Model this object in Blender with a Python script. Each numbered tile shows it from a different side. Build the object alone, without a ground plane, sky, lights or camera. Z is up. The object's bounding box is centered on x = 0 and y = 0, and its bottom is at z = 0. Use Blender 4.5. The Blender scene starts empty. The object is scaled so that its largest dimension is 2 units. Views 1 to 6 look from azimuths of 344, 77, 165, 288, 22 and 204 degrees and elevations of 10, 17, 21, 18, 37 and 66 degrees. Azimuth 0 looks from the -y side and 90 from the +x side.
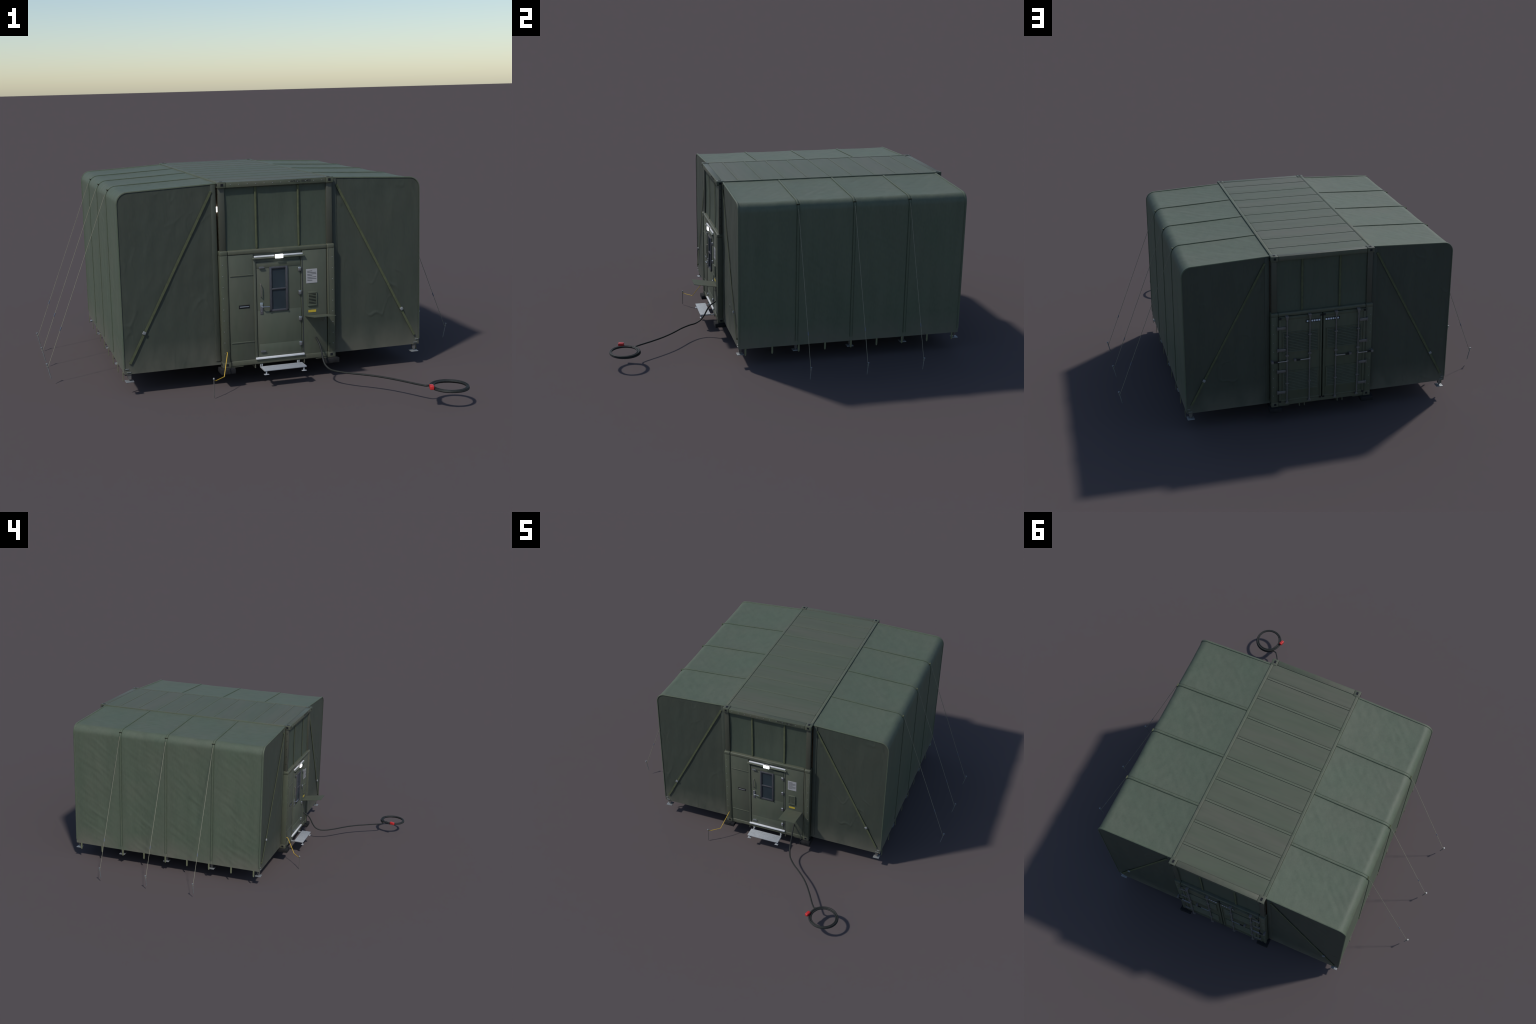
# Expandable container shelter: a steel shipping-container core with a raised roof,
# two canvas side wings, guy ropes, entrance end, cargo-door end and a power cable.
import bpy, bmesh, math, random
from mathutils import Vector, Matrix, noise

random.seed(7)
PI = math.pi

# ------------------------------------------------------------------ materials
def _nodes(name):
    m = bpy.data.materials.new(name)
    m.use_nodes = True
    nt = m.node_tree
    return m, nt, nt.nodes["Principled BSDF"]

def _noise(nt, scale, stretch=(1, 1, 1), detail=4.0, rough=0.55, offset=(0, 0, 0)):
    geo = nt.nodes.new("ShaderNodeNewGeometry")
    mp = nt.nodes.new("ShaderNodeMapping")
    mp.inputs["Scale"].default_value = stretch
    mp.inputs["Location"].default_value = offset
    tx = nt.nodes.new("ShaderNodeTexNoise")
    tx.inputs["Scale"].default_value = scale
    tx.inputs["Detail"].default_value = detail
    tx.inputs["Roughness"].default_value = rough
    nt.links.new(geo.outputs["Position"], mp.inputs["Vector"])
    nt.links.new(mp.outputs["Vector"], tx.inputs["Vector"])
    return tx.outputs["Fac"]

def _ramp(nt, src, lo, hi, v0=0.0, v1=1.0):
    r = nt.nodes.new("ShaderNodeMapRange")
    r.inputs["From Min"].default_value = lo
    r.inputs["From Max"].default_value = hi
    r.inputs["To Min"].default_value = v0
    r.inputs["To Max"].default_value = v1
    nt.links.new(src, r.inputs["Value"])
    return r.outputs["Result"]

def _mix(nt, fac, a, b):
    n = nt.nodes.new("ShaderNodeMix")
    n.data_type = 'RGBA'
    if isinstance(fac, float):
        n.inputs[0].default_value = fac
    else:
        nt.links.new(fac, n.inputs[0])
    for sock, v in ((n.inputs[6], a), (n.inputs[7], b)):
        if isinstance(v, tuple):
            sock.default_value = (*v, 1)
        else:
            nt.links.new(v, sock)
    return n.outputs[2]

def _mul(nt, a, b):
    n = nt.nodes.new("ShaderNodeMath")
    n.operation = 'MULTIPLY'
    nt.links.new(a, n.inputs[0])
    if isinstance(b, float):
        n.inputs[1].default_value = b
    else:
        nt.links.new(b, n.inputs[1])
    return n.outputs[0]

def _dust(nt, col, dust, z0, z1, amount):
    """road dust gathered along the lower hem, broken up by noise"""
    geo = nt.nodes.new("ShaderNodeNewGeometry")
    sp = nt.nodes.new("ShaderNodeSeparateXYZ")
    nt.links.new(geo.outputs["Position"], sp.inputs[0])
    h = _ramp(nt, sp.outputs["Z"], z1, z0)
    n = _ramp(nt, _noise(nt, 9, (1, 1, 0.6), 5), 0.22, 0.55)
    return _mix(nt, _mul(nt, _mul(nt, h, n), amount), col, dust)

def plain(name, col, rough=0.5, metal=0.0, var=0.12, scale=40, spec=0.5):
    m, nt, b = _nodes(name)
    dark = tuple(c * (1 - var) for c in col)
    lite = tuple(min(1, c * (1 + var)) for c in col)
    c = _mix(nt, _ramp(nt, _noise(nt, scale), 0.3, 0.7), dark, lite)
    nt.links.new(c, b.inputs["Base Color"])
    b.inputs["Roughness"].default_value = rough
    b.inputs["Metallic"].default_value = metal
    b.inputs["Specular IOR Level"].default_value = spec
    return m

def canvas(name, col, warm, streak, dust_amount=0.55, rough=0.62, spec=0.42):
    """woven tent cloth: cloudy patches, thin run-off streaks, dusty hem, weave grain"""
    m, nt, b = _nodes(name)
    patch = _ramp(nt, _noise(nt, 4.5, (1, 1, 1), 5), 0.35, 0.68)
    c = _mix(nt, patch, col, warm)
    st = _ramp(nt, _noise(nt, 30, streak, 4, 0.6, (3, 1, 7)), 0.38, 0.72)
    c = _mix(nt, _mul(nt, st, 0.5), c, tuple(v * 0.72 for v in col))
    fine = _ramp(nt, _noise(nt, 160, (1, 1, 0.3), 3, 0.7, (9, 4, 2)), 0.35, 0.7)
    c = _mix(nt, _mul(nt, fine, 0.28), c, tuple(v * 1.3 for v in warm))
    c = _dust(nt, c, (0.140, 0.132, 0.104), 0.09, 0.23, dust_amount)
    nt.links.new(c, b.inputs["Base Color"])
    b.inputs["Roughness"].default_value = rough
    b.inputs["Specular IOR Level"].default_value = spec
    bump = nt.nodes.new("ShaderNodeBump")
    bump.inputs["Strength"].default_value = 0.22
    bump.inputs["Distance"].default_value = 0.004
    nt.links.new(_noise(nt, 26, (1, 1, 0.45), 5, 0.6), bump.inputs["Height"])
    nt.links.new(bump.outputs["Normal"], b.inputs["Normal"])
    return m

def paint(name, col, warm, streak=(1, 1, 0.25), rough=0.5, spec=0.45, dust_amount=0.4):
    """matt military paint: faded patches and fine wear"""
    m, nt, b = _nodes(name)
    patch = _ramp(nt, _noise(nt, 6, streak, 6, 0.6, (5, 2, 1)), 0.35, 0.66)
    c = _mix(nt, patch, col, warm)
    st = _ramp(nt, _noise(nt, 45, streak, 4), 0.4, 0.7)
    c = _mix(nt, _mul(nt, st, 0.35), c, tuple(v * 0.75 for v in col))
    c = _dust(nt, c, (0.12, 0.108, 0.08), 0.085, 0.15, dust_amount)
    nt.links.new(c, b.inputs["Base Color"])
    b.inputs["Roughness"].default_value = rough
    b.inputs["Specular IOR Level"].default_value = spec
    return m

def lamp_mat(name, col, strength):
    m, nt, b = _nodes(name)
    b.inputs["Base Color"].default_value = (0.8, 0.8, 0.78, 1)
    b.inputs["Emission Color"].default_value = (*col, 1)
    b.inputs["Emission Strength"].default_value = strength
    return m

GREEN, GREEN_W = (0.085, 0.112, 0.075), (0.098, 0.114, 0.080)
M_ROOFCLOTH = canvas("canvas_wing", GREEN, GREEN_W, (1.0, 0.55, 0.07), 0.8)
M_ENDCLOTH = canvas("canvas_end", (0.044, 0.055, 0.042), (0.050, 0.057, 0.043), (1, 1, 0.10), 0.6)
M_BAND = canvas("canvas_band", (0.080, 0.108, 0.070), (0.096, 0.110, 0.075), (1, 1, 0.1), 0.35)
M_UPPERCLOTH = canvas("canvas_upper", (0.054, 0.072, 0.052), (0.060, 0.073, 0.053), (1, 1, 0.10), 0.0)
M_PAINT = paint("olive_paint", (0.078, 0.092, 0.062), (0.092, 0.092, 0.068), spec=0.32)
M_WALL = paint("wall_paint", (0.080, 0.095, 0.067), (0.092, 0.096, 0.071), (1, 1, 0.3), 0.5, 0.45, 0.25)
M_ROOF = paint("roof_paint", (0.084, 0.102, 0.067), (0.100, 0.103, 0.075), (0.12, 1, 1), 0.58, 0.38)
M_RIB = paint("rib_paint", (0.094, 0.116, 0.076), (0.112, 0.114, 0.084), (0.12, 1, 1), 0.6, 0.35)
M_POST = paint("post_paint", (0.058, 0.063, 0.046), (0.064, 0.063, 0.048))
M_CARGO = paint("cargo_paint", (0.080, 0.090, 0.060), (0.088, 0.091, 0.063), (1, 1, 0.3), 0.55, 0.28)
M_SEAM_SHADOW = plain("painted_seam_shadow", (0.066, 0.088, 0.061), 0.85, 0, 0.2, 80, 0.2)
M_STRAP = plain("olive_webbing", (0.084, 0.095, 0.053), 0.8, 0, 0.15, 60, 0.2)
M_TAB = plain("khaki_webbing", (0.150, 0.158, 0.095), 0.8, 0, 0.12, 60, 0.2)
M_ROPE = plain("pale_rope", (0.26, 0.25, 0.19), 0.8, 0, 0.2, 300, 0.2)
M_YELLOW = plain("yellow_rope", (0.55, 0.35, 0.03), 0.65, 0, 0.15, 200)
M_LABEL = plain("yellow_label", (0.50, 0.36, 0.03), 0.6, 0, 0.1, 80)
M_STEEL = plain("brushed_steel", (0.42, 0.44, 0.47), 0.28, 0.9, 0.12, 50)
M_TENSION = plain("blued_steel", (0.13, 0.15, 0.20), 0.5, 0.3, 0.1, 60)
M_ALU = plain("pale_aluminium", (0.72, 0.73, 0.75), 0.4, 0.1, 0.06, 50)
M_STEP = plain("step_aluminium", (0.43, 0.45, 0.47), 0.45, 0.25, 0.08, 60)
M_GALV = plain("galvanised_steel", (0.24, 0.255, 0.26), 0.55, 0.35, 0.2, 60)
M_BARSTEEL = plain("bar_steel", (0.140, 0.130, 0.122), 0.5, 0.2, 0.12, 60)
M_WINFRAME = plain("window_frame_metal", (0.078, 0.080, 0.092), 0.4, 0.3, 0.1, 60)
M_GLASS = plain("dark_glass", (0.026, 0.040, 0.050), 0.12, 0, 0.15, 12, 0.6)
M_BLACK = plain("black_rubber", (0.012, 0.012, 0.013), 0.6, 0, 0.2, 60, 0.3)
M_HOLE = plain("dark_opening", (0.011, 0.012, 0.015), 0.7, 0, 0.2, 60, 0.2)
M_CABLE = plain("rubber_cable", (0.016, 0.018, 0.017), 0.6, 0, 0.2, 90, 0.3)
M_RED = plain("red_plastic", (0.52, 0.025, 0.025), 0.4, 0, 0.06, 60)
M_BLOCK = plain("rubber_block", (0.016, 0.016, 0.017), 0.85, 0, 0.25, 70, 0.2)
M_SHEET = plain("notice_metal", (0.46, 0.46, 0.47), 0.35, 0.3, 0.04, 60)
M_INK = plain("dark_ink", (0.018, 0.019, 0.02), 0.7)
M_SQUARE = plain("white_reflector", (0.60, 0.64, 0.72), 0.4)
M_BROWN = plain("plywood_liner", (0.20, 0.14, 0.10), 0.7)
M_LAMP = lamp_mat("lamp_glow", (1.0, 0.99, 0.95), 3.0)

# ------------------------------------------------------------------ mesh helpers
ROOT = bpy.data.objects.new("expandable_container_shelter", None)
bpy.context.scene.collection.objects.link(ROOT)
ROOT["label"] = "dark green expandable container shelter with two canvas side wings"
ROOT["category"] = "container shelter"

def add_box(bm, x0, x1, y0, y1, z0, z1, bev=0.0, seg=2):
    r = bmesh.ops.create_cube(bm, size=1.0)
    vs = r["verts"]
    s = Matrix.Diagonal((x1 - x0, y1 - y0, z1 - z0, 1))
    t = Matrix.Translation(((x0 + x1) / 2, (y0 + y1) / 2, (z0 + z1) / 2))
    bmesh.ops.transform(bm, matrix=t @ s, verts=vs)
    if bev > 0:
        es = list({e for v in vs for e in v.link_edges})
        bmesh.ops.bevel(bm, geom=es, offset=bev, segments=seg, profile=0.5, affect='EDGES')
    return vs

def add_tube(bm, pts, r, n=8, closed=False, cap=True):
    """round bar swept along a polyline; r may be a number or one per point"""
    pts = [Vector(p) for p in pts]
    rings, up = [], None
    N = len(pts)
    for i, p in enumerate(pts):
        if closed:
            d = pts[(i + 1) % N] - pts[i - 1]
        else:
            d = pts[min(i + 1, N - 1)] - pts[max(i - 1, 0)]
        d.normalize()
        if up is None:
            up = Vector((0, 0, 1)) if abs(d.z) < 0.9 else Vector((1, 0, 0))
        a = d.cross(up)
        a.normalize()
        b = a.cross(d)
        up = b
        rr = r[i] if isinstance(r, (list, tuple)) else r
        rings.append([bm.verts.new(p + (a * math.cos(2 * PI * k / n) + b * math.sin(2 * PI * k / n)) * rr)
                      for k in range(n)])
    M = N if closed else N - 1
    for i in range(M):
        A, B = rings[i], rings[(i + 1) % N]
        for k in range(n):
            bm.faces.new((A[k], A[(k + 1) % n], B[(k + 1) % n], B[k]))
    if cap and not closed:
        bm.faces.new(list(reversed(rings[0])))
        bm.faces.new(rings[-1])

def add_prism(bm, poly, axis, a, b):
    """extrude a 2D outline along an axis ('x','y','z') from a to b"""
    def P(u, v, w):
        return {'x': (w, u, v), 'y': (u, w, v), 'z': (u, v, w)}[axis]
    A = [bm.verts.new(P(u, v, a)) for u, v in poly]
    B = [bm.verts.new(P(u, v, b)) for u, v in poly]
    n = len(poly)
    bm.faces.new(A)
    bm.faces.new(list(reversed(B)))
    for i in range(n):
        bm.faces.new((A[i], B[i], B[(i + 1) % n], A[(i + 1) % n]))

def add_grid(bm, nu, nv, fn):
    V = [[bm.verts.new(fn(i / nu, j / nv)) for j in range(nv + 1)] for i in range(nu + 1)]
    for i in range(nu):
        for j in range(nv):
            bm.faces.new((V[i][j], V[i + 1][j], V[i + 1][j + 1], V[i][j + 1]))

def smooth_catmull(ctrl, per=10):
    P = [Vector(c) for c in ctrl]
    P = [P[0] * 2 - P[1]] + P + [P[-1] * 2 - P[-2]]
    out = []
    for i in range(1, len(P) - 2):
        a, b, c, d = P[i - 1:i + 3]
        for k in range(per):
            t = k / per
            out.append(0.5 * ((2 * b) + (c - a) * t + (2 * a - 5 * b + 4 * c - d) * t * t
                              + (3 * b - a - 3 * c + d) * t ** 3))
    out.append(P[-2])
    return out

def world_loc(o):
    v = o.location.copy()
    while o.parent:
        o = o.parent
        v += o.location
    return v

def finish(name, bm, mat, parent, smooth=30, stuff=False, solid=0.0):
    bmesh.ops.recalc_face_normals(bm, faces=bm.faces)
    c = Vector((0, 0, 0))
    lo = Vector((1e9,) * 3)
    hi = Vector((-1e9,) * 3)
    for v in bm.verts:
        for k in range(3):
            lo[k] = min(lo[k], v.co[k])
            hi[k] = max(hi[k], v.co[k])
    c = (lo + hi) / 2
    bmesh.ops.translate(bm, verts=bm.verts, vec=-c)
    me = bpy.data.meshes.new(name)
    bm.to_mesh(me)
    bm.free()
    me.materials.append(mat)
    o = bpy.data.objects.new(name, me)
    bpy.context.scene.collection.objects.link(o)
    o.parent = parent
    o.location = c - world_loc(parent)
    if smooth:
        for p in me.polygons:
            p.use_smooth = True
        me.set_sharp_from_angle(angle=math.radians(smooth))
    if solid:
        md = o.modifiers.new("cloth_thickness", 'SOLIDIFY')
        md.thickness = solid
        md.offset = -1
    if stuff:
        o["kind"] = "stuff"
    return o

def clone(src, parent, dloc=None, loc=None, name=None, rot=None, scale=None):
    o = src.copy()
    o.name = name or src.name
    bpy.context.scene.collection.objects.link(o)
    base = world_loc(src)
    o.parent = parent
    tgt = Vector(loc) if loc is not None else base + Vector(dloc)
    o.location = tgt - world_loc(parent)
    if rot:
        o.rotation_euler = rot
    if scale:
        o.scale = scale
    return o

def box(name, parent, mat, x0, x1, y0, y1, z0, z1, bev=0.0, seg=2):
    bm = bmesh.new()
    add_box(bm, min(x0, x1), max(x0, x1), min(y0, y1), max(y0, y1), min(z0, z1), max(z0, z1), bev, seg)
    return finish(name, bm, mat, parent)

def boxes(name, parent, mat, lst, bev=0.0, stuff=False):
    bm = bmesh.new()
    for b in lst:
        x0, x1, y0, y1, z0, z1 = b
        add_box(bm, min(x0, x1), max(x0, x1), min(y0, y1), max(y0, y1), min(z0, z1), max(z0, z1), bev)
    return finish(name, bm, mat, parent, stuff=stuff)

# ------------------------------------------------------------------ key sizes
YF, YB = -0.344, 0.952          # container end faces
YC = (YF + YB) / 2              # middle of the length
HX = 0.2625                     # half width of the container
Z_BOT, Z_TOP = 0.0885, 0.9060   # underside and top of the corner castings
Z_SILL = 0.1155                 # top of the bottom beam
Z_MID0, Z_MID1 = 0.587, 0.607   # beam between box and raised roof
Z_UP = 0.881                    # underside of the top rail
WX = 0.6925                     # outer face of a wing
WYF, WYB = -0.311, 0.9200        # wing ends
SEAMS = [0.0022, 0.3037, 0.6055]

def ymir(y):
    return 2 * YC - y

# ------------------------------------------------------------------ container frame
lst = []
for y0, y1 in ((YF, YF + 0.036), (YB - 0.036, YB)):
    for s in (-1, 1):
        lst.append((s * 0.2285, s * HX, y0, y1, Z_SILL - 0.004, Z_MID0 + 0.002))
frame = boxes("container_frame", ROOT, M_PAINT, lst, 0.0018)
# folded lips along the inner edges of the end posts
boxes("post_lip", frame, M_PAINT,
      [(s * 0.2330, s * 0.2352, y0, y0 + d, Z_SILL, Z_MID0)
       for s in (-1, 1) for y0, d in ((YF - 0.0016, 0.004), (YB - 0.0024, 0.004))], 0.0006)

for y0, y1 in ((YF, YF + 0.034), (YB - 0.034, YB)):
    bm = bmesh.new()
    add_box(bm, -0.2275, 0.2275, y0 + 0.001, y1 - 0.001, Z_MID0, Z_MID1, 0.005, 3)
    finish("middle_beam", bm, M_PAINT, frame)
    for s in (-1, 1):
        box("beam_corner", frame, M_PAINT, s * 0.2278, s * 0.2640, y0 - 0.001, y1 + 0.001, Z_MID0 - 0.0005, Z_MID1 + 0.001, 0.005, 3)
    box("bottom_beam", frame, M_PAINT, -0.2265, 0.2265, y0 + 0.002, y1 - 0.002, 0.091, Z_SILL, 0.004, 3)
    box("top_beam", frame, M_PAINT, -0.2255, 0.2255, y0 + 0.001, y1 - 0.002, Z_UP, 0.9046, 0.002)
    yy0, yy1 = (y0 + 0.0105, y1 - 0.002) if y0 < 0 else (y0 + 0.002, y1 - 0.0105)
    for s in (-1, 1):
        box("upper_post", frame, M_POST, s * 0.2313, s * 0.2592, yy0, yy1, Z_MID1 - 0.002, Z_UP + 0.004, 0.003)

# long side rails, top and bottom
for s in (-1, 1):
    box("roof_rail", frame, M_RIB, s * 0.2450, s * 0.2600, YF + 0.030, YB - 0.030, 0.886, 0.9050, 0.0014)
    box("bottom_rail", frame, M_PAINT, s * 0.2400, s * 0.2600, YF + 0.030, YB - 0.030, 0.091, 0.1150, 0.0018)

# corner castings with their lifting holes
def casting(sx, sy, top):
    x0, x1 = sx * 0.2268, sx * HX
    ye = YF if sy < 0 else YB
    y0, y1 = ye, ye - sy * 0.038
    z0, z1 = (0.8805, Z_TOP) if top else (Z_BOT, 0.1145)
    if not top:
        x1 = sx * 0.2632
    o = box("corner_casting", frame, M_PAINT, x0, x1, y0, y1, z0, z1, 0.0012)
    cx = sx * 0.2440
    zc = 0.8935 if top else 0.1020
    e = 0.0008
    holes = [(cx - 0.0058, cx + 0.0058, ye - e, ye + e, zc - 0.0056, zc + 0.0056),
             (sx * 0.2632 - e, sx * 0.2632 + e, ye - sy * 0.0255, ye - sy * 0.012, zc - 0.0053, zc + 0.0053)]
    if top:
        holes[1] = (sx * HX - e, sx * HX + e) + holes[1][2:]
        holes.append((cx - 0.0055, cx + 0.0055, ye - sy * 0.026, ye - sy * 0.010, Z_TOP - e, Z_TOP + e))
    boxes("casting_hole", frame, M_HOLE, holes)

for sx in (-1, 1):
    for sy in (-1, 1):
        casting(sx, sy, True)
        casting(sx, sy, False)

# rivet heads
bm = bmesh.new()
bmesh.ops.create_uvsphere(bm, u_segments=10, v_segments=6, radius=0.0018)
rivet = finish("rivet", bm, M_GALV, frame)
first = True
spots = []
for k in range(12):
    spots.append((-0.2064 + k * 0.03775, YF + 0.001, 0.8933))
for k in range(9):
    z = 0.5478 - k * 0.04925
    for s in (-1, 1):
        spots.append((s * 0.2524, YF, z))
        spots.append((s * 0.2527, YB, z))
for i, p in enumerate(spots):
    if i == 0:
        rivet.location = Vector(p) - world_loc(frame)
    else:
        clone(rivet, frame, loc=p)
# pin holes on the outer cheeks of the telescoping posts
bm = bmesh.new()
bmesh.ops.create_cone(bm, segments=10, radius1=0.0024, radius2=0.0024, depth=0.001, cap_ends=True,
                      matrix=Matrix.Rotation(PI / 2, 4, 'Y'))
pin = finish("pin_hole", bm, M_HOLE, frame)
ok = False
for s in (-1, 1):
    for y in (-0.3260, ymir(-0.3260)):
        for k in range(5):
            p = (s * 0.2594, y, 0.8529 - k * 0.0494)
            if not ok:
                pin.location = Vector(p) - world_loc(frame)
                ok = True
            else:
                clone(pin, frame, loc=p)

# stencilled serial on the front top beam
cu = bpy.data.curves.new("serial_text", 'FONT')
cu.body = "WRZU 883401"
cu.size = 0.0150
cu.extrude = 0.0003
cu.align_x = 'CENTER'
cu.align_y = 'CENTER'
tmp = bpy.data.objects.new("serial_text", cu)
me = bpy.data.meshes.new_from_object(tmp)
bpy.data.objects.remove(tmp)
w = max(v.co.x for v in me.vertices) - min(v.co.x for v in me.vertices)
for v in me.vertices:
    v.co.x *= 0.0955 / w
txt = bpy.data.objects.new("serial_lettering", me)
me.materials.clear()
me.materials.append(M_INK)
bpy.context.scene.collection.objects.link(txt)
txt.parent = frame
txt.rotation_euler = (PI / 2, 0, 0)
txt.location = Vector((0.1115, YF + 0.0006, 0.8942)) - world_loc(frame)

# ------------------------------------------------------------------ roof of the container
bm = bmesh.new()
add_box(bm, -0.2460, 0.2460, YF + 0.030, YB - 0.030, 0.886, 0.9016)
roof = finish("container_roof", bm, M_ROOF, ROOT)
RIBS = [-0.2185 + k * 0.1302 for k in range(9)]
cuts = [YF + 0.0335] + RIBS + [YB - 0.0335]
for k in range(10):
    ya = cuts[k] + (0.0077 if k > 0 else 0)
    yb = cuts[k + 1] - (0.0077 if k < 9 else 0)
    bm = bmesh.new()
    def sheet(u, v, ya=ya, yb=yb):
        x, y = -0.2435 + 0.487 * u, ya + (yb - ya) * v
        e = min(1, u / 0.03, (1 - u) / 0.03, v / 0.08, (1 - v) / 0.08)
        return (x, y, 0.9033 + 0.0006 * e + 0.0005 * e * noise.noise(Vector((x * 5, y * 16, 2))))
    add_grid(bm, 40, 12, sheet)
    finish("roof_sheet", bm, M_ROOF, roof, smooth=60)
rib = None
for y in RIBS:
    if rib is None:
        bm = bmesh.new()
        add_prism(bm, [(y - 0.0064, 0.9012), (y - 0.0054, 0.9046), (y + 0.0054, 0.9046), (y + 0.0064, 0.9012)], 'x', -0.2425, 0.2425)
        rib = finish("roof_rib", bm, M_RIB, roof)
        y_first = y
    else:
        clone(rib, roof, dloc=(0, y - y_first, 0))

# ------------------------------------------------------------------ floor and underframe
floor = box("floor_deck", ROOT, M_BROWN, -0.2380, 0.2380, YF + 0.033, YB - 0.033, 0.100, 0.1140)
for x in (-0.1145, -0.0885, 0.0885, 0.1145):
    box("fork_pocket_plate", floor, M_PAINT, x - 0.0018, x + 0.0018, YF + 0.004, YB - 0.004, 0.0745, 0.0990)
for k in range(8):
    y = YF + 0.12 + k * 0.151
    box("cross_member", floor, M_PAINT, -0.239, 0.239, y - 0.006, y + 0.006, 0.0845, 0.0985)
for x in (-0.2000, 0.2000):
    for ye, d in ((YF, 1), (YB, -1)):
        box("beam_tongue", floor, M_PAINT, x - 0.030, x + 0.030, ye + d * 0.004, ye + d * 0.034, 0.0876, 0.0905)

# timber-like rubber blocks under the corners
blk = None
for sx in (-1, 1):
    for y in (-0.3275, ymir(-0.3275)):
        bm = bmesh.new()
        add_box(bm, sx * 0.2105 if sx > 0 else -0.2760, 0.2760 if sx > 0 else sx * 0.2105, y - 0.034, y + 0.034, 0.0650, 0.0880, 0.003, 2)
        finish("support_block", bm, M_BLOCK, ROOT)

# ------------------------------------------------------------------ front wall
YW = -0.3405
wall = boxes("front_wall", ROOT, M_WALL,
             [(-0.2262, -0.1140, YW, YW + 0.006, Z_SILL, Z_MID0),
              (0.1130, 0.2248, YW, YW + 0.006, Z_SILL, Z_MID0),
              (-0.1145, 0.1135, YW + 0.008, YW + 0.012, 0.115, Z_MID0)], 0.0006)
for z in (0.4957, 0.1972):
    bm = bmesh.new()
    add_box(bm, -0.2200, -0.1142, YW - 0.0028, YW + 0.001, z - 0.0024, z + 0.0024, 0.001)
    finish("wall_batten", bm, M_WALL, wall)
box("handle_recess", wall, M_BLACK, -0.1835, -0.1345, YW - 0.0008, YW + 0.001, 0.3485, 0.3640)
box("recess_grip", wall, M_STEEL, -0.1795, -0.1375, YW - 0.0038, YW - 0.0002, 0.3535, 0.3585, 0.0012)

# notice plate with its seven lines of writing
box("notice_plate", wall, M_SHEET, 0.1290, 0.1810, YW - 0.0012, YW + 0.001, 0.4375, 0.5012)
lines = []
for k, L in enumerate((0.0230, 0.0415, 0.0420, 0.0230, 0.0420, 0.0420, 0.0235)):
    z = 0.4920 - k * 0.0070
    lines.append((0.1345, 0.1345 + L, YW - 0.0017, YW - 0.0010, z - 0.00085, z + 0.00085))
boxes("notice_line", wall, M_INK, lines)

# louvred vent
vent = boxes("vent_grille", wall, M_WALL,
             [(0.1345, 0.1765, YW - 0.0062, YW + 0.001, 0.3905, 0.3985),
              (0.1345, 0.1765, YW - 0.0062, YW + 0.001, 0.3345, 0.3420),
              (0.1345, 0.1390, YW - 0.0062, YW + 0.001, 0.342, 0.3905),
              (0.1725, 0.1765, YW - 0.0062, YW + 0.001, 0.342, 0.3905)]
             + [(0.139, 0.1725, YW - 0.0058, YW - 0.0030, 0.3450 + k * 0.00665, 0.3480 + k * 0.00665) for k in range(7)], 0.0004)
box("vent_shadow_box", wall, M_HOLE, 0.1388, 0.1727, YW - 0.0020, YW + 0.0008, 0.341, 0.391)
box("warning_label", wall, M_LABEL, 0.1372, 0.1735, YW - 0.0010, YW + 0.001, 0.3045, 0.3150)

# folding shelf beside the door, tilted up towards its free edge, with a bent stay wire
bm = bmesh.new()
add_prism(bm, [(-0.3410, 0.2885), (-0.4700, 0.3103), (-0.4700, 0.3126), (-0.3410, 0.2908)], 'x', 0.1205, 0.2195)
shelf = finish("folding_shelf", bm, M_WALL, ROOT)
bm = bmesh.new()
add_tube(bm, smooth_catmull([(0.195, -0.3415, 0.262), (0.203, -0.349, 0.260), (0.212, -0.352, 0.268), (0.2165, -0.350, 0.290)], 6), 0.0009, 6)
finish("shelf_stay", bm, M_BARSTEEL, shelf)

# ------------------------------------------------------------------ entrance door
YD = -0.3395
bm = bmesh.new()
add_box(bm, -0.1005, 0.1035, YD, YD + 0.010, 0.1225, 0.5480, 0.001)
door = finish("entrance_door", bm, M_WALL, ROOT)
box("door_jamb", door, M_WALL, -0.1140, -0.1028, YD - 0.0040, YD + 0.006, 0.1225, 0.5660, 0.0012)
box("door_jamb", door, M_WALL, 0.1052, 0.1105, YD - 0.0015, YD + 0.006, 0.1225, 0.5660, 0.0008)
box("jamb_edge", door, M_WINFRAME, 0.1107, 0.1122, YD - 0.0030, YD + 0.004, 0.1225, 0.5640)
box("door_head_panel", door, M_WALL, -0.0990, 0.1025, YD - 0.0012, YD + 0.001, 0.5215, 0.5475, 0.0004)
box("door_lower_panel", door, M_WALL, -0.0990, 0.1028, YD - 0.0014, YD + 0.001, 0.1240, 0.3300, 0.0004)
box("kick_plate", door, M_WALL, -0.0938, 0.1028, YD - 0.0024, YD - 0.0008, 0.1245, 0.1800, 0.0004)
box("door_sill", door, M_ALU, -0.1122, 0.1138, YD - 0.0095, YD + 0.002, 0.1140, 0.1225, 0.0012)
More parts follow.
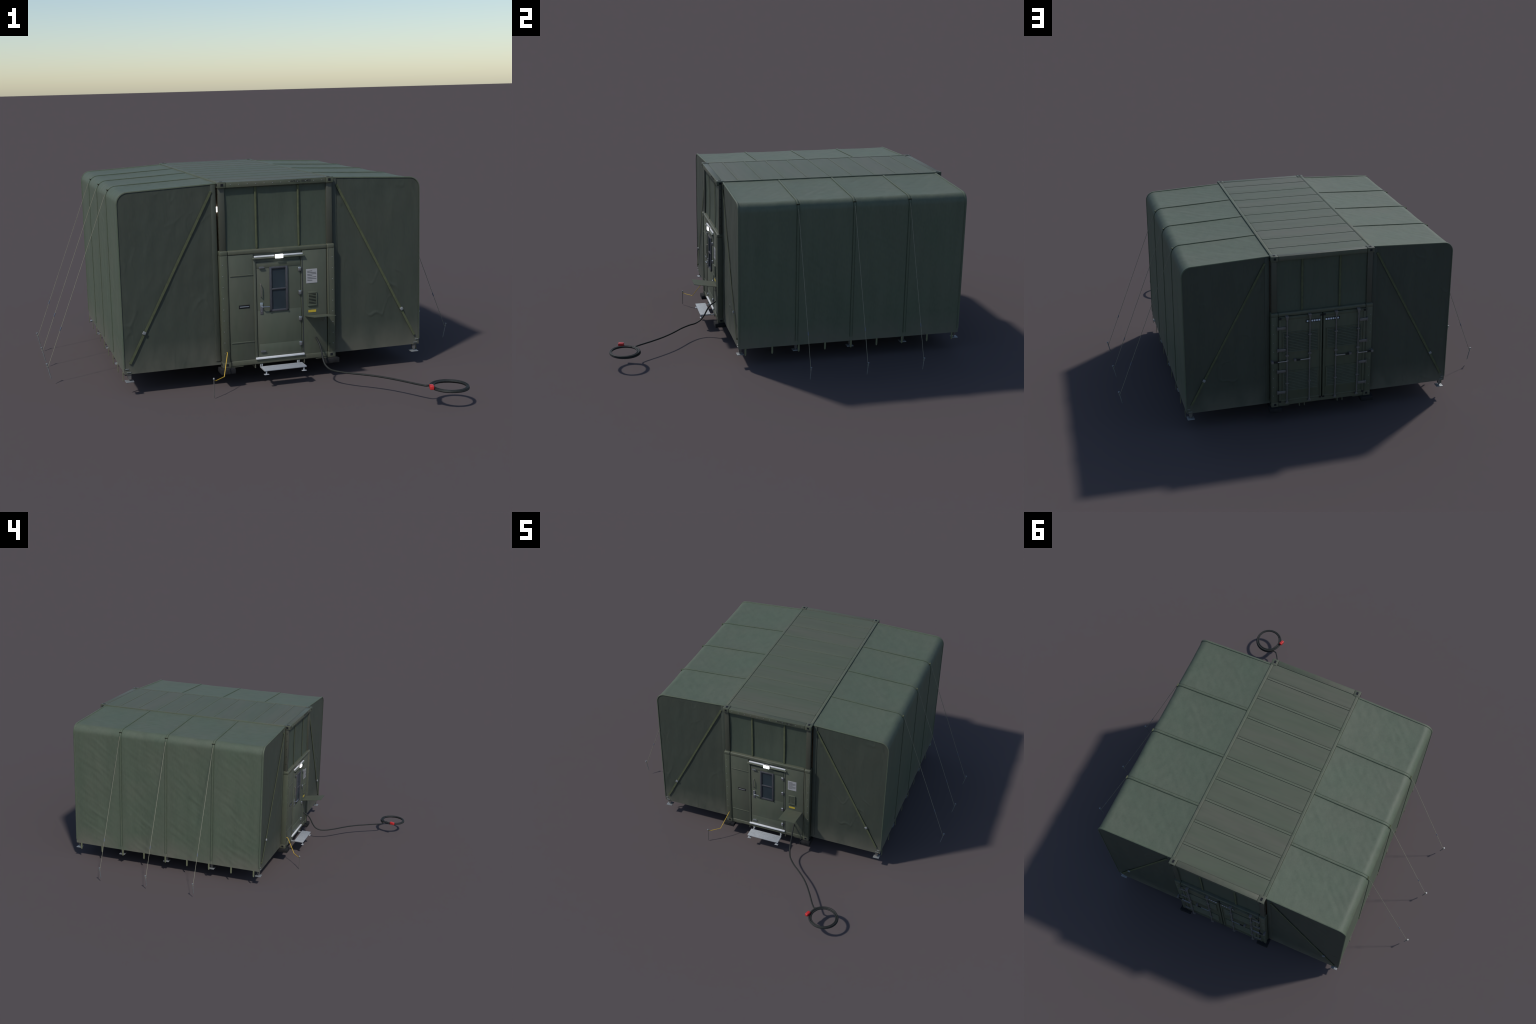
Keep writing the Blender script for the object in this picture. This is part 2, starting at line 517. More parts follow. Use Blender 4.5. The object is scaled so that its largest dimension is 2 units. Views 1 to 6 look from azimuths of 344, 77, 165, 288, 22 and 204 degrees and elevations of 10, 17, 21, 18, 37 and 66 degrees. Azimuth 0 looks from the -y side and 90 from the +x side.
# window: dark bluish metal frame, cross bar, two panes
fr = [(-0.0415, -0.0320, 0.3250, 0.5250), (0.0325, 0.0420, 0.3250, 0.5250),
      (-0.0330, 0.0335, 0.3250, 0.3335), (-0.0330, 0.0335, 0.5165, 0.5250), (-0.0330, 0.0335, 0.4222, 0.4285)]
boxes("window_frame", door, M_WINFRAME, [(a, b, YD - 0.0065, YD + 0.001, c, d) for a, b, c, d in fr], 0.0012)
box("window_pane", door, M_GLASS, -0.0325, 0.0330, YD - 0.0010, YD + 0.0005, 0.4280, 0.5170)
box("window_pane", door, M_GLASS, -0.0325, 0.0330, YD - 0.0010, YD + 0.0005, 0.3330, 0.4230)
for x in (-0.0400, 0.0403):
    box("frame_corner", door, M_BLACK, x - 0.0030, x + 0.0030, YD - 0.0072, YD - 0.001, 0.3242, 0.3300)
# hinges, clips, pull bar, lock and lever
hinge = None
for z in (0.5065, 0.4005, 0.2825, 0.1685):
    if hinge is None:
        bm = bmesh.new()
        add_box(bm, 0.0910, 0.1045, YD - 0.0090, YD + 0.001, z - 0.0100, z + 0.0095, 0.0030, 3)
        hinge = finish("door_hinge", bm, M_STEEL, door)
        zf = z
    else:
        clone(hinge, door, dloc=(0, 0, z - zf))
clip = None
for z in (0.5250, 0.1480):
    if clip is None:
        bm = bmesh.new()
        add_prism(bm, [(-0.0895, z - 0.0035), (-0.0905, z + 0.0035), (-0.0690, z + 0.0040), (-0.0635, z - 0.0005), (-0.0690, z - 0.0032)], 'y', YD - 0.0090, YD - 0.0020)
        bmesh.ops.bevel(bm, geom=list(bm.edges), offset=0.0009, segments=2, affect='EDGES')
        clip = finish("door_latch", bm, M_STEEL, door)
        zf = z
    else:
        clone(clip, door, dloc=(0, 0, z - zf))
bm = bmesh.new()
add_tube(bm, [(-0.0830, YD + 0.001, 0.4520), (-0.0830, YD - 0.0085, 0.4490), (-0.0828, YD - 0.0095, 0.4400),
              (-0.0824, YD - 0.0095, 0.4060), (-0.0822, YD - 0.0085, 0.3970), (-0.0822, YD + 0.001, 0.3940)], 0.0019, 8)
finish("pull_handle", bm, M_BARSTEEL, door)
box("lock_plate", door, M_STEEL, -0.0872, -0.0740, YD - 0.0040, YD + 0.001, 0.3160, 0.3685, 0.0010)
bm = bmesh.new()
add_tube(bm, [(-0.0805, YD - 0.002, 0.3508), (-0.0805, YD - 0.0130, 0.3508), (-0.0775, YD - 0.0155, 0.3508), (-0.0470, YD - 0.0155, 0.3500)], 0.0024, 8)
finish("door_lever", bm, M_STEEL, door)
bm = bmesh.new()
bmesh.ops.create_cone(bm, segments=12, radius1=0.0028, radius2=0.0024, depth=0.005, cap_ends=True,
                      matrix=Matrix.Translation((-0.0808, YD - 0.0050, 0.3290)) @ Matrix.Rotation(PI / 2, 4, 'X'))
finish("key_cylinder", bm, M_STEEL, door)

# drip canopy over the door with light rail and lamp
bm = bmesh.new()
add_prism(bm, [(YW + 0.004, 0.5690), (YW - 0.0115, 0.5650), (YW - 0.0115, 0.5668), (YW + 0.004, 0.5712)], 'x', -0.1185, 0.1205)
canopy = finish("door_canopy", bm, M_WALL, ROOT)
box("canopy_rail", canopy, M_ALU, -0.1092, 0.1138, YW - 0.0040, YW + 0.004, 0.5705, 0.5772, 0.0010)
bm = bmesh.new()
add_box(bm, -0.0180, 0.0215, YW - 0.0100, YW - 0.002, 0.5625, 0.5805, 0.003, 2)
finish("lamp_housing", bm, M_BARSTEEL, canopy)
bm = bmesh.new()
add_box(bm, -0.0160, 0.0195, YW - 0.0165, YW - 0.0095, 0.5628, 0.5800, 0.0015, 2)
finish("door_lamp", bm, M_LAMP, canopy)

# ------------------------------------------------------------------ canvas infill under the raised roof
def infill(ye, d):
    y0 = ye + d * 0.0175
    def f(u, v):
        x = -0.2330 + 0.4690 * u
        z = Z_MID1 - 0.010 + (Z_UP - Z_MID1 + 0.016) * v
        bow = 0.0045 * math.sin(PI * v) * (0.6 + 0.4 * abs(math.sin(3 * PI * u)))
        n = noise.noise(Vector((x * 14, z * 7, ye * 3))) * 0.0009 + noise.noise(Vector((x * 40, z * 15, 5 + ye))) * 0.0004
        return (x, y0 + d * (bow + n), z)
    bm = bmesh.new()
    add_grid(bm, 90, 60, f)
    o = finish("canvas_infill", bm, M_UPPERCLOTH, ROOT, smooth=60, solid=0.002)
    for x in (-0.0918, 0.1024):
        bm = bmesh.new()
        def g(u, v, x=x):
            z = Z_MID1 - 0.004 + (Z_UP - Z_MID1 + 0.006) * v
            return (x + (u - 0.5) * 0.0105, ye + d * (0.0135 + 0.0012 * math.sin(PI * v)), z)
        add_grid(bm, 2, 24, g)
        finish("infill_strap", bm, M_STRAP, o, solid=0.0012)
infill(YF, 1)
infill(YB, -1)

# ------------------------------------------------------------------ cargo doors at the back
YG = YB + 0.0040
for s in (-1, 1):
    cd = box("cargo_door", ROOT, M_CARGO, s * 0.0030, s * 0.2262, YG - 0.020, YG, 0.1165, 0.5860, 0.001)
    boxes("door_gasket", cd, M_BLACK, [(s * 0.2263, s * 0.2284, YG - 0.014, YG - 0.0045, 0.117, 0.586)])
    # raised edge frame of each leaf
    boxes("door_edge_frame", cd, M_CARGO,
          [(s * 0.2130, s * 0.2248, YG - 0.001, YG + 0.0030, 0.1215, 0.5790),
           (s * 0.0036, s * 0.0125, YG - 0.001, YG + 0.0030, 0.1215, 0.5790),
           (s * 0.0125, s * 0.2130, YG - 0.001, YG + 0.0024, 0.5715, 0.5830),
           (s * 0.0125, s * 0.2130, YG - 0.001, YG + 0.0024, 0.1190, 0.1290)], 0.0010)
    for z in (0.5790, 0.1190):
        for x in (0.2200, 0.0085):
            box("corner_seal", cd, M_BLACK, s * (x - 0.0056), s * (x + 0.0056), YG, YG + 0.0038, z - 0.0050, z + 0.0050)
    # louvred panels
    for z0, z1 in ((0.3880, 0.5030), (0.1730, 0.2880)):
        bm = bmesh.new()
        for b in ((0.0200, 0.0260, z0, z1), (0.2010, 0.2070, z0, z1), (0.0260, 0.2010, z0, z0 + 0.006), (0.0260, 0.2010, z1 - 0.006, z1)):
            xs = sorted((s * b[0], s * b[1]))
            add_box(bm, xs[0], xs[1], YG - 0.001, YG + 0.0040, b[2], b[3], 0.001)
        N = 12
        st = (z1 - z0 - 0.012) / N
        xa, xb = sorted((s * 0.0258, s * 0.2012))
        for k in range(N):
            z = z0 + 0.006 + k * st
            add_prism(bm, [(YG + 0.0004, z + 0.0012), (YG + 0.0046, z + 0.0012), (YG + 0.0046, z + 0.0026), (YG + 0.0004, z + 0.0072)], 'x', xa, xb)
        box("louvre_backing", cd, M_HOLE, s * 0.0250, s * 0.2020, YG - 0.0006, YG + 0.0008, z0 + 0.002, z1 - 0.002)
        finish("louvre_panel", bm, M_CARGO, cd, smooth=20)
    # strap hinges
    hg = None
    for z in (0.5285, 0.4100, 0.2915, 0.1730):
        if hg is None:
            bm = bmesh.new()
            xs = sorted((s * 0.1910, s * 0.2330))
            add_box(bm, xs[0], xs[1], YG - 0.001, YG + 0.0075, z - 0.0078, z + 0.0078, 0.0030, 2)
            xs = sorted((s * 0.2300, s * 0.2355))
            add_box(bm, xs[0], xs[1], YB - 0.002, YG + 0.0090, z - 0.0095, z + 0.0095, 0.0015, 2)
            hg = finish("strap_hinge", bm, M_BARSTEEL, cd)
            zf = z
        else:
            clone(hg, cd, dloc=(0, 0, z - zf))
    # locking bars with cams, guides and swing handles
    YR = 0.9642
    for xr in (0.1853, 0.0685):
        x = s * xr
        bm = bmesh.new()
        add_tube(bm, [(x, YR, 0.1120), (x, YR, 0.5900)], 0.0034, 10)
        add_box(bm, x - 0.0080, x + 0.0080, YB - 0.002, YR + 0.0045, 0.5835, 0.5935, 0.0016)
        add_prism(bm, [(x - 0.0058, 0.5840), (x + 0.0058, 0.5840), (x + 0.0040, 0.5710), (x - 0.0040, 0.5710)], 'y', YR - 0.004, YR + 0.004)
        add_box(bm, x - 0.0055, x + 0.0055, YB - 0.002, YR + 0.0045, 0.1135, 0.1215, 0.0015)
        add_box(bm, x - 0.0080, x + 0.0080, YB - 0.002, YR + 0.0025, 0.1075, 0.1145, 0.0015)
        for z, h in ((0.4830, 0.0030), (0.3780, 0.0048), (0.2220, 0.0028)):
            add_box(bm, x - 0.0082, x + 0.0082, YG + 0.002, YR + 0.0042, z - h, z + h, 0.0012)
        bar = finish("locking_bar", bm, M_BARSTEEL, cd)
        zh = 0.3500
        box("handle_hub", cd, M_BARSTEEL, x - 0.0052, x + 0.0052, YR - 0.004, YR + 0.0056, zh - 0.0060, zh + 0.0075, 0.0015)
        bm = bmesh.new()
        xa, xb = sorted((x, x + s * 0.0500))
        add_box(bm, xa, xb, YR + 0.0040, YR + 0.0072, zh - 0.0026, zh + 0.0026, 0.0010)
        finish("swing_handle", bm, M_STEEL, cd)
        box("handle_grip", cd, M_BLACK, x + s * 0.0490, x + s * 0.0705, YR + 0.0030, YR + 0.0080, zh - 0.0036, zh + 0.0034, 0.0012)
        box("handle_catch", cd, M_BARSTEEL, x + s * 0.0700, x + s * 0.0822, YG - 0.001 if xr < 0.1 else YB - 0.002, YR + 0.0085, zh - 0.0062, zh + 0.0066, 0.0016)
    # black strip with white squares
    box("marker_strip", cd, M_BLACK, s * 0.0128, s * 0.0885, YG - 0.0005, YG + 0.0016, 0.5450, 0.5600)
    sq = None
    for k in range(6):
        xk = s * (0.0185 + 0.01215 * k)
        if sq is None:
            sq = box("white_square", cd, M_SQUARE, xk - 0.0041, xk + 0.0041, YG + 0.0010, YG + 0.0024, 0.5481, 0.5567)
            x_first = xk
        else:
            clone(sq, cd, dloc=(xk - x_first, 0, 0))
box("back_header", frame, M_CARGO, -0.2262, 0.2262, YG - 0.028, YG - 0.0205, 0.116, Z_MID0)

# ------------------------------------------------------------------ canvas wings
R_FIL = 0.049
def wing_profile():
    """cross-section of a wing from the container roof edge, over the eave, down to the hem"""
    a, b = Vector((0.2612, 0.8990)), Vector((0.6435, 0.8815))
    pts = []
    n1 = 62
    for i in range(n1):
        pts.append(a.lerp(b, i / n1))
    c = Vector((WX - R_FIL, 0.8815 - R_FIL))
    for i in range(12):
        t = PI / 2 * (1 - i / 12)
        pts.append(Vector((c.x + R_FIL * math.cos(t), c.y + R_FIL * math.sin(t))))
    n3 = 122
    for i in range(n3 + 1):
        pts.append(Vector((WX, c.y + (0.0987 - c.y) * i / n3)))
    return pts

PROF = wing_profile()
NORM = []
for i in range(len(PROF)):
    d = PROF[min(i + 1, len(PROF) - 1)] - PROF[max(i - 1, 0)]
    d.normalize()
    NORM.append(Vector((-d.y, d.x)) if True else d)
# outward is up on the roof and +x on the wall
NORM = [n if (n.y > 0 or n.x > 0) else -n for n in NORM]
EDGES_Y = [WYF] + SEAMS + [WYB]

def cloth_offset(x, z, y, sx):
    """how far the cloth sinks between the bows, plus slack wrinkles (zero on the bows)"""
    for k in range(4):
        if y <= EDGES_Y[k + 1] or k == 3:
            t = (y - EDGES_Y[k]) / (EDGES_Y[k + 1] - EDGES_Y[k])
            break
    t = min(max(t, 0), 1)
    env = math.sin(PI * t)
    env = max(env, 0) ** 0.6
    # roof and eave
    X = sx * x
    r = math.sin(PI * min(max((x - 0.264) / 0.40, 0), 1)) ** 0.7
    h_roof = -0.0054 * env * r - 0.0016 * env * min(1, max(0, (x - 0.45) / 0.2))
    h_roof += env * (noise.noise(Vector((X * 9, y * 9, 3.1 * sx))) * 0.0010
                     + noise.noise(Vector(((X + y) * 30, (X - y) * 7, 8.0 + sx))) * 0.0008)
    # outer wall: diagonal pull creases and slow billows
    q = z + y * 0.75 if sx > 0 else z - y * 0.75
    p_ = y * 1.0 + z * 0.75
    q += noise.noise(Vector((y * 4, z * 4, 2.0 + sx))) * 0.035
    dia = (noise.noise(Vector((q * 30, p_ * 6, 11.0 + sx))) + 0.6 * noise.noise(Vector((q * 62, p_ * 11, 17.0 + sx)))) * 0.00110
    if sx > 0:
        dia *= 0.5
    w = noise.noise(Vector((y * 12, z * 6, 4.0 * sx))) * 0.0009 + \
        noise.noise(Vector((y * 34, z * 16, 9 + sx))) * 0.0005
    h_wall = -0.0010 * env + (dia + w) * env
    k = min(max((z - 0.79) / 0.08, 0), 1)
    k = k * k * (3 - 2 * k)
    return h_wall + (h_roof - h_wall) * k

def top_at(x):
    if x < WX - R_FIL:
        return 0.8990 + (0.8815 - 0.8990) * (x - 0.264) / (WX - R_FIL - 0.264)
    q = x - (WX - R_FIL)
    return 0.8815 - R_FIL + math.sqrt(max(0, R_FIL ** 2 - q * q))

def band(bm, sx, y0, y1, lift, zend):
    """sewn sleeve over a bow: a strip following the wing section, with real thickness"""
    idx = [i for i, p in enumerate(PROF) if p.y >= zend]
    idx = idx[::2] if idx[-1] % 2 == 0 else idx[::2] + [idx[-1]]
    prev = None
    m = 0.0016
    for i in idx:
        p, n = PROF[i], NORM[i]
        prof = [(y0, -0.002), (y0 + m * 0.4, lift * 0.75), (y0 + m, lift), (y1 - m, lift), (y1 - m * 0.4, lift * 0.75), (y1, -0.002)]
        ring = [bm.verts.new((sx * (p.x + n.x * h), y, p.y + n.y * h)) for y, h in prof]
        if prev:
            for k in range(len(ring) - 1):
                bm.faces.new((prev[k], prev[k + 1], ring[k + 1], ring[k]))
        else:
            bm.faces.new(ring)
        prev = ring
    bm.faces.new(list(reversed(prev)))

for sx in (-1, 1):
    # skin: roof, eave and outer wall in one cloth
    bm = bmesh.new()
    NU = len(PROF) - 1
    ys = [WYF + (WYB - WYF) * k / 200 for k in range(201)]
    for yb in SEAMS:
        ys = [y for y in ys if abs(y - yb) > 0.012]
        ys += [yb + o for o in (-0.0115, -0.0095, -0.0080, -0.0065, -0.0045, 0.0, 0.0045, 0.0065, 0.0080, 0.0095, 0.0115)]
    ys.sort()
    def groove(y):
        d = min(abs(y - yb) for yb in SEAMS)
        return -0.0013 * max(0.0, 1 - abs(d - 0.0074) / 0.0030)
    def skin(u, v):
        i = int(round(u * NU))
        p, n = PROF[i], NORM[i]
        y = ys[int(round(v * (len(ys) - 1)))]
        h = cloth_offset(p.x, p.y, y, sx) + groove(y)
        return (sx * (p.x + n.x * h), y, p.y + n.y * h)
    add_grid(bm, NU, len(ys) - 1, skin)
    wing = finish("canvas_wing", bm, M_ROOFCLOTH, ROOT, smooth=80)
    # end walls
    for ye, d in ((WYF + 0.0005, 1), (WYB + 0.0005, -1)):
        bm = bmesh.new()
        def endw(u, v):
            x = 0.2640 + (WX - 0.0012 - 0.2640) * u
            z = 0.0987 + (top_at(x) - 0.0012 - 0.0987) * v
            e = min(1, u / 0.08, (1 - u) / 0.06, v / 0.05 + 0.3, (1 - v) / 0.06)
            n = noise.noise(Vector((x * 11, z * 5, 20 + sx * 3 + ye))) * 0.0022 \
                + noise.noise(Vector((x * 30 + z * 6, z * 14, 30 + sx + ye * 2))) * 0.0009
            c = noise.noise(Vector((x * 16 + z * 4, z * 8, 40 + sx + ye)))
            n += max(0, 0.06 - abs(c - 0.12)) * 0.055 * max(0, noise.noise(Vector((x * 7, z * 6, 77 + sx))) + 0.2)
            bulge = 0.0022 * math.sin(PI * u) * math.sin(PI * v)
            return (sx * x, ye - d * bulge - d * n * max(e, 0), z)
        add_grid(bm, 84, 140, endw)
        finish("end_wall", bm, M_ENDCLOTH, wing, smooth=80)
    # bow sleeves and edge piping
    for y in SEAMS:
        bm = bmesh.new()
        band(bm, sx, y - 0.0060, y + 0.0060, 0.0024, 0.1215)
        finish("bow_sleeve", bm, M_BAND, wing, smooth=40)
        bm = bmesh.new()                      # thin darkened strips drawing the shadow line at both sleeve edges
        for o in (-0.0070, 0.0070):
            band(bm, sx, y + o - 0.0009, y + o + 0.0009, 0.0004, 0.1215)
        finish("painted_seam_shadow", bm, M_SEAM_SHADOW, wing, smooth=40)
    for y0, y1 in ((WYF - 0.0022, WYF + 0.0085), (WYB - 0.0085, WYB + 0.0022)):
        bm = bmesh.new()
        band(bm, sx, y0, y1, 0.0026, 0.1210)
        finish("edge_sleeve", bm, M_BAND, wing, smooth=40)
    # hinge post at the inner edge of each end wall
    for ye, d in ((WYF, -1), (WYB, 1)):
        bm = bmesh.new()
        xs = sorted((sx * 0.2648, sx * 0.2875))
        ys = sorted((ye + d * 0.0036, ye - d * 0.008))
        add_box(bm, xs[0], xs[1], ys[0], ys[1], 0.1150, 0.8940, 0.0025, 2)
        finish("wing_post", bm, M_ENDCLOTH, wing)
        # corner hinge strips at the hem
        for z, xa, xb in ((0.1222, 0.6735, 0.6885), (0.1075, 0.6640, 0.6825)):
            box("hem_strip", wing, M_GALV, sx * xa, sx * xb, ye - d * 0.002, ye + d * 0.0030, z - 0.0011, z + 0.0011)
        # diagonal tension strap with buckle
        yp = ye + d * 0.0060
        bm = bmesh.new()
        A, B = Vector((sx * 0.2870, yp, 0.8665)), Vector((sx * 0.6665, yp, 0.1455))
        t = (B - A).normalized()
        s_ = Vector((t.z, 0, -t.x)) * 0.0052
        nrm = Vector((0, d * 0.0008, 0))
        for sg in (-1, 1):
            pass
        co = [A + s_ - nrm, A - s_ - nrm, B - s_ - nrm, B + s_ - nrm, A + s_ + nrm, A - s_ + nrm, B - s_ + nrm, B + s_ + nrm]
        V = [bm.verts.new(c) for c in co]
        for f in ((0, 1, 2, 3), (7, 6, 5, 4), (0, 4, 5, 1), (1, 5, 6, 2), (2, 6, 7, 3), (3, 7, 4, 0)):
            bm.faces.new([V[k] for k in f])
        finish("diagonal_strap", bm, M_STRAP, wing)
        bm = bmesh.new()
        add_box(bm, -0.0072, 0.0072, -0.0035, 0.0035, -0.0068, 0.0068, 0.0015)
        ang = math.atan2(t.x, -t.z)
        C = Vector((sx * 0.6005, yp + d * 0.0025, 0.2756))
        bmesh.ops.transform(bm, matrix=Matrix.Translation(C) @ Matrix.Rotation(-ang, 4, 'Y'), verts=bm.verts)
        finish("strap_buckle", bm, M_GALV, wing)
        # strap anchors at both ends
        box("strap_anchor", wing, M_STRAP, A.x - 0.004, A.x + 0.004, ye - d * 0.001, yp, A.z - 0.006, A.z)
        box("strap_anchor", wing, M_STRAP, B.x - 0.004, B.x + 0.004, ye - d * 0.001, yp, B.z, B.z + 0.006)
    # wing floor panel
    box("wing_floor", wing, M_BROWN, sx * 0.2620, sx * 0.6890, WYF + 0.006, WYB - 0.006, 0.1010, 0.1080)
    # loops at the eave that hold the guy ropes
    for y in SEAMS:
        bm = bmesh.new()
        c45 = math.cos(PI / 4)
        px, pz = WX - R_FIL + (R_FIL + 0.0030) * math.cos(math.radians(40)), 0.8815 - R_FIL + (R_FIL + 0.0030) * math.sin(math.radians(40))
        add_box(bm, -0.0035, 0.0035, -0.0085, 0.0085, -0.0014, 0.0014, 0.0006)
        bmesh.ops.transform(bm, matrix=Matrix.Translation((sx * (px + 0.001), y, pz + 0.001)) @ Matrix.Rotation(sx * math.radians(-12), 4, 'Y'), verts=bm.verts)
        finish("rope_loop", bm, M_STRAP, wing)
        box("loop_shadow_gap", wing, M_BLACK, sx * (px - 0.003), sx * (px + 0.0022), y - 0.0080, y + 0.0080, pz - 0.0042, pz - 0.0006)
    # hanging webbing tabs along the hem
    tab = None
    for k in range(9):
        y = -0.2742 + k * 0.14478
        if tab is None:
            bm = bmesh.new()
            add_prism(bm, [(y - 0.0047, 0.1010), (y - 0.0047, 0.0672), (y - 0.0022, 0.0602), (y + 0.0022, 0.0602), (y + 0.0047, 0.0672), (y + 0.0047, 0.1010)],
                      'x', sx * 0.6930, sx * 0.6950)
            tab = finish("hem_tab", bm, M_TAB, wing)
            y_first = y
        else:
            clone(tab, wing, dloc=(0, y - y_first, 0))
    for y in (0.152, 0.468, 0.727):
        box("hem_plate", wing, M_BARSTEEL, sx * 0.6900, sx * 0.6940, y - 0.0060, y + 0.0060, 0.1035, 0.1062)

# ------------------------------------------------------------------ jacks under the wings
jack = plate = None
for sx in (-1, 1):
    for y in (-0.2985, 0.0035, 0.3045, 0.6055, 0.9075):
        x = sx * 0.6705
        if jack is None:
            bm = bmesh.new()
            add_prism(bm, [(x - 0.0085, 0.1005), (x + 0.0085, 0.1005), (x + 0.0075, 0.0800), (x + 0.0035, 0.0735), (x - 0.0035, 0.0735), (x - 0.0075, 0.0800)], 'y', y - 0.0070, y + 0.0070)
            add_tube(bm, [(x, y, 0.0745), (x, y, 0.0660)], 0.0035, 10)
            jack = finish("support_jack", bm, M_BARSTEEL, ROOT)
            bm = bmesh.new()
            add_box(bm, x - 0.0178, x + 0.0178, y - 0.0178, y + 0.0178, 0.0630, 0.0662, 0.0006)
            plate = finish("jack_plate", bm, M_GALV, jack)
            base = Vector((x, y, 0))
        else:
            j = clone(jack, ROOT, dloc=Vector((x, y, 0)) - base)
            p = clone(plate, j, loc=world_loc(plate) + Vector((x, y, 0)) - base)

# ------------------------------------------------------------------ guy ropes and pegs
for sx in (-1, 1):
    for y in SEAMS:
        bm = bmesh.new()
        top, low = Vector((sx * 0.6955, y, 0.8440)), Vector((sx * 0.9885, y, 0.0845))
        pts = [top.lerp(low, k / 12) for k in range(13)]
        add_tube(bm, pts, 0.00108, 6)
        # knot loop round the peg
        add_tube(bm, [low + Vector((0.004 * math.cos(a), 0.004 * math.sin(a), -0.001)) + Vector((sx * 0.003, 0, 0)) for a in [2 * PI * k / 10 for k in range(10)]], 0.0010, 6, closed=True)
        rope = finish("guy_rope", bm, M_ROPE, ROOT, smooth=60)
        bm = bmesh.new()
        d = (low - top).normalized()
        mid = top.lerp(low, 0.780)
        add_tube(bm, [mid - d * 0.010, mid - d * 0.008, mid + d * 0.008, mid + d * 0.010], [0.0010, 0.0024, 0.0024, 0.0010], 8)
        finish("rope_tensioner", bm, M_TENSION, rope)
        bm = bmesh.new()
        a, b = Vector((sx * 0.9950, y, 0.0965)), Vector((sx * 0.9790, y, 0.0240))
        dd = (b - a).normalized()
        add_tube(bm, [a, b - dd * 0.006, b], [0.0021, 0.0021, 0.0006], 8)
        add_tube(bm, [a - dd * 0.0015, a + dd * 0.0025], 0.0047, 12)
        finish("ground_peg", bm, M_GALV, rope)

# ------------------------------------------------------------------ earthing rod with yellow lead
bm = bmesh.new()
add_tube(bm, [(-0.3358, -0.4619, 0.0), (-0.3358, -0.4619, 0.004), (-0.3360, -0.4618, 0.0850)], [0.0008, 0.0019, 0.0019], 8)
rod = finish("earthing_rod", bm, M_BARSTEEL, ROOT)
bm = bmesh.new()
bmesh.ops.create_uvsphere(bm, u_segments=12, v_segments=8, radius=0.0042,
                          matrix=Matrix.Translation((-0.3360, -0.4618, 0.0836)) @ Matrix.Diagonal((1, 1, 1.25, 1)))
finish("rod_clamp", bm, M_GALV, rod)
bm = bmesh.new()
add_tube(bm, [(-0.2440, -0.3430, 0.1605), (-0.2444, -0.3532, 0.1598), (-0.2766, -0.4093, 0.0720), (-0.3265, -0.4545, 0.0722), (-0.3345, -0.4610, 0.0790)], 0.0019, 6)
finish("earthing_lead", bm, M_YELLOW, rod)

# ------------------------------------------------------------------ entry step
bm = bmesh.new()
add_box(bm, -0.0975, 0.0978, -0.4178, -0.3580, 0.0778, 0.0836, 0.001)
for k in range(9):
    y = -0.4150 + k * 0.0068
    add_box(bm, -0.0965, 0.0968, y - 0.0020, y + 0.0020, 0.0834, 0.0847, 0.0004)
step = finish("entry_step", bm, M_STEP, ROOT)
for x in (-0.0865, 0.0868):
    boxes("step_arm", step, M_STEP, [(x - 0.0035, x + 0.0035, -0.4100, -0.3360, 0.0735, 0.0790)], 0.0006)
    box("arm_bracket", step, M_STEP, x - 0.0060, x + 0.0060, -0.3395, -0.3350, 0.0730, 0.0905, 0.0006)
    bm = bmesh.new()
    add_tube(bm, [(x, -0.4120, 0.0775), (x, -0.4120, 0.0635)], 0.0034, 10)
    add_box(bm, x - 0.0105, x + 0.0105, -0.4195, -0.4045, 0.0615, 0.0638, 0.0006)
    finish("step_foot", bm, M_STEP, step)

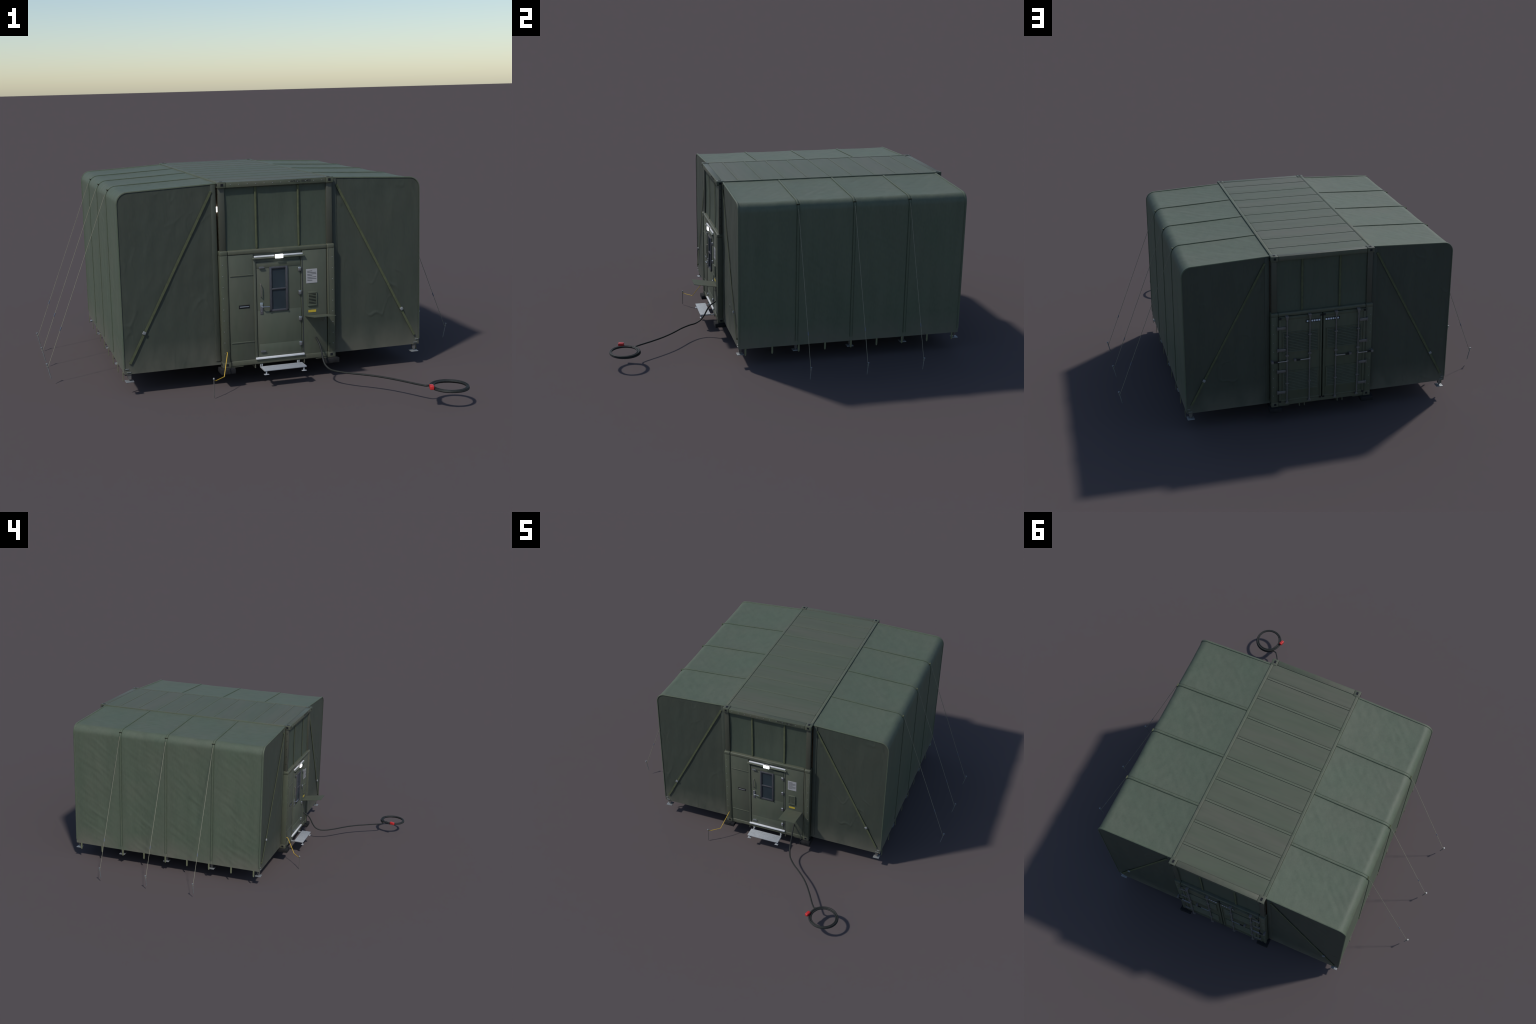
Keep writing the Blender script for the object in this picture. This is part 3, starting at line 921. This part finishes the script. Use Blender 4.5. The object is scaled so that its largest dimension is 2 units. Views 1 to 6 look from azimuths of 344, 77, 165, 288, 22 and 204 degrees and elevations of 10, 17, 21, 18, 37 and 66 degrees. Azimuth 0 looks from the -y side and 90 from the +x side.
# ------------------------------------------------------------------ power cable, coil and plug
ctrl = [(0.1712, -0.3385, 0.1870), (0.1722, -0.3560, 0.1780), (0.1745, -0.3780, 0.1615), (0.1766, -0.3939, 0.1374), (0.1770, -0.4090, 0.1094), (0.1794, -0.4302, 0.0839),
        (0.1902, -0.4625, 0.0695), (0.2079, -0.4988, 0.0680), (0.2467, -0.5465, 0.0688), (0.2885, -0.5851, 0.0693), (0.3345, -0.6309, 0.0696),
        (0.3760, -0.6827, 0.0693), (0.4134, -0.7403, 0.0692), (0.4485, -0.7995, 0.0692), (0.4700, -0.8310, 0.0695)]
pts = smooth_catmull(ctrl, 8)
bm = bmesh.new()
C0 = Vector((0.5465, -0.8905, 0))
a0 = math.atan2(-0.8310 - C0.y, 0.4700 - C0.x)
turns, NT = 6, 56
ra, rb = 0.0795, 0.0668
for k in range(1, turns * NT + 1):
    f = k / (turns * NT)
    a = a0 - 2 * PI * k / NT
    r = ra + (rb - ra) * f
    sh = Vector((0.0014, -0.0042, 0)) * f
    z = 0.0695 + 0.0070 * (0.5 - 0.5 * math.cos(PI * min(1, 5 * f))) + 0.0022 * math.sin(PI * f * 2.5)
    pts.append(Vector((C0.x + r * math.cos(a), C0.y + r * math.sin(a), z)) + sh)
add_tube(bm, pts, 0.0041, 10)
cable = finish("power_cable", bm, M_CABLE, ROOT, smooth=60)
bm = bmesh.new()
add_box(bm, -0.0085, 0.0085, -0.0150, 0.0150, -0.0085, 0.0085, 0.003, 3)
ang = math.radians(-18)
bmesh.ops.transform(bm, matrix=Matrix.Translation((0.4612, -0.9035, 0.0858)) @ Matrix.Rotation(ang, 4, 'Z'), verts=bm.verts)
finish("cable_plug", bm, M_RED, cable)

# ------------------------------------------------------------------ inside, glimpsed through the slots beside the posts
inner = box("interior_lining", ROOT, M_BROWN, -0.2200, 0.2600, YB - 0.050, YB - 0.044, 0.115, 0.870)
box("interior_lamp", inner, M_LAMP, 0.0200, 0.0780, YB - 0.0560, YB - 0.0505, 0.6220, 0.6520, 0.002)
box("interior_lining", ROOT, M_BROWN, -0.2200, 0.2200, YF + 0.044, YF + 0.050, 0.115, 0.870)
box("interior_lamp", inner, M_LAMP, -0.0150, 0.0150, 0.1000, 0.5000, 0.8600, 0.8680, 0.002)
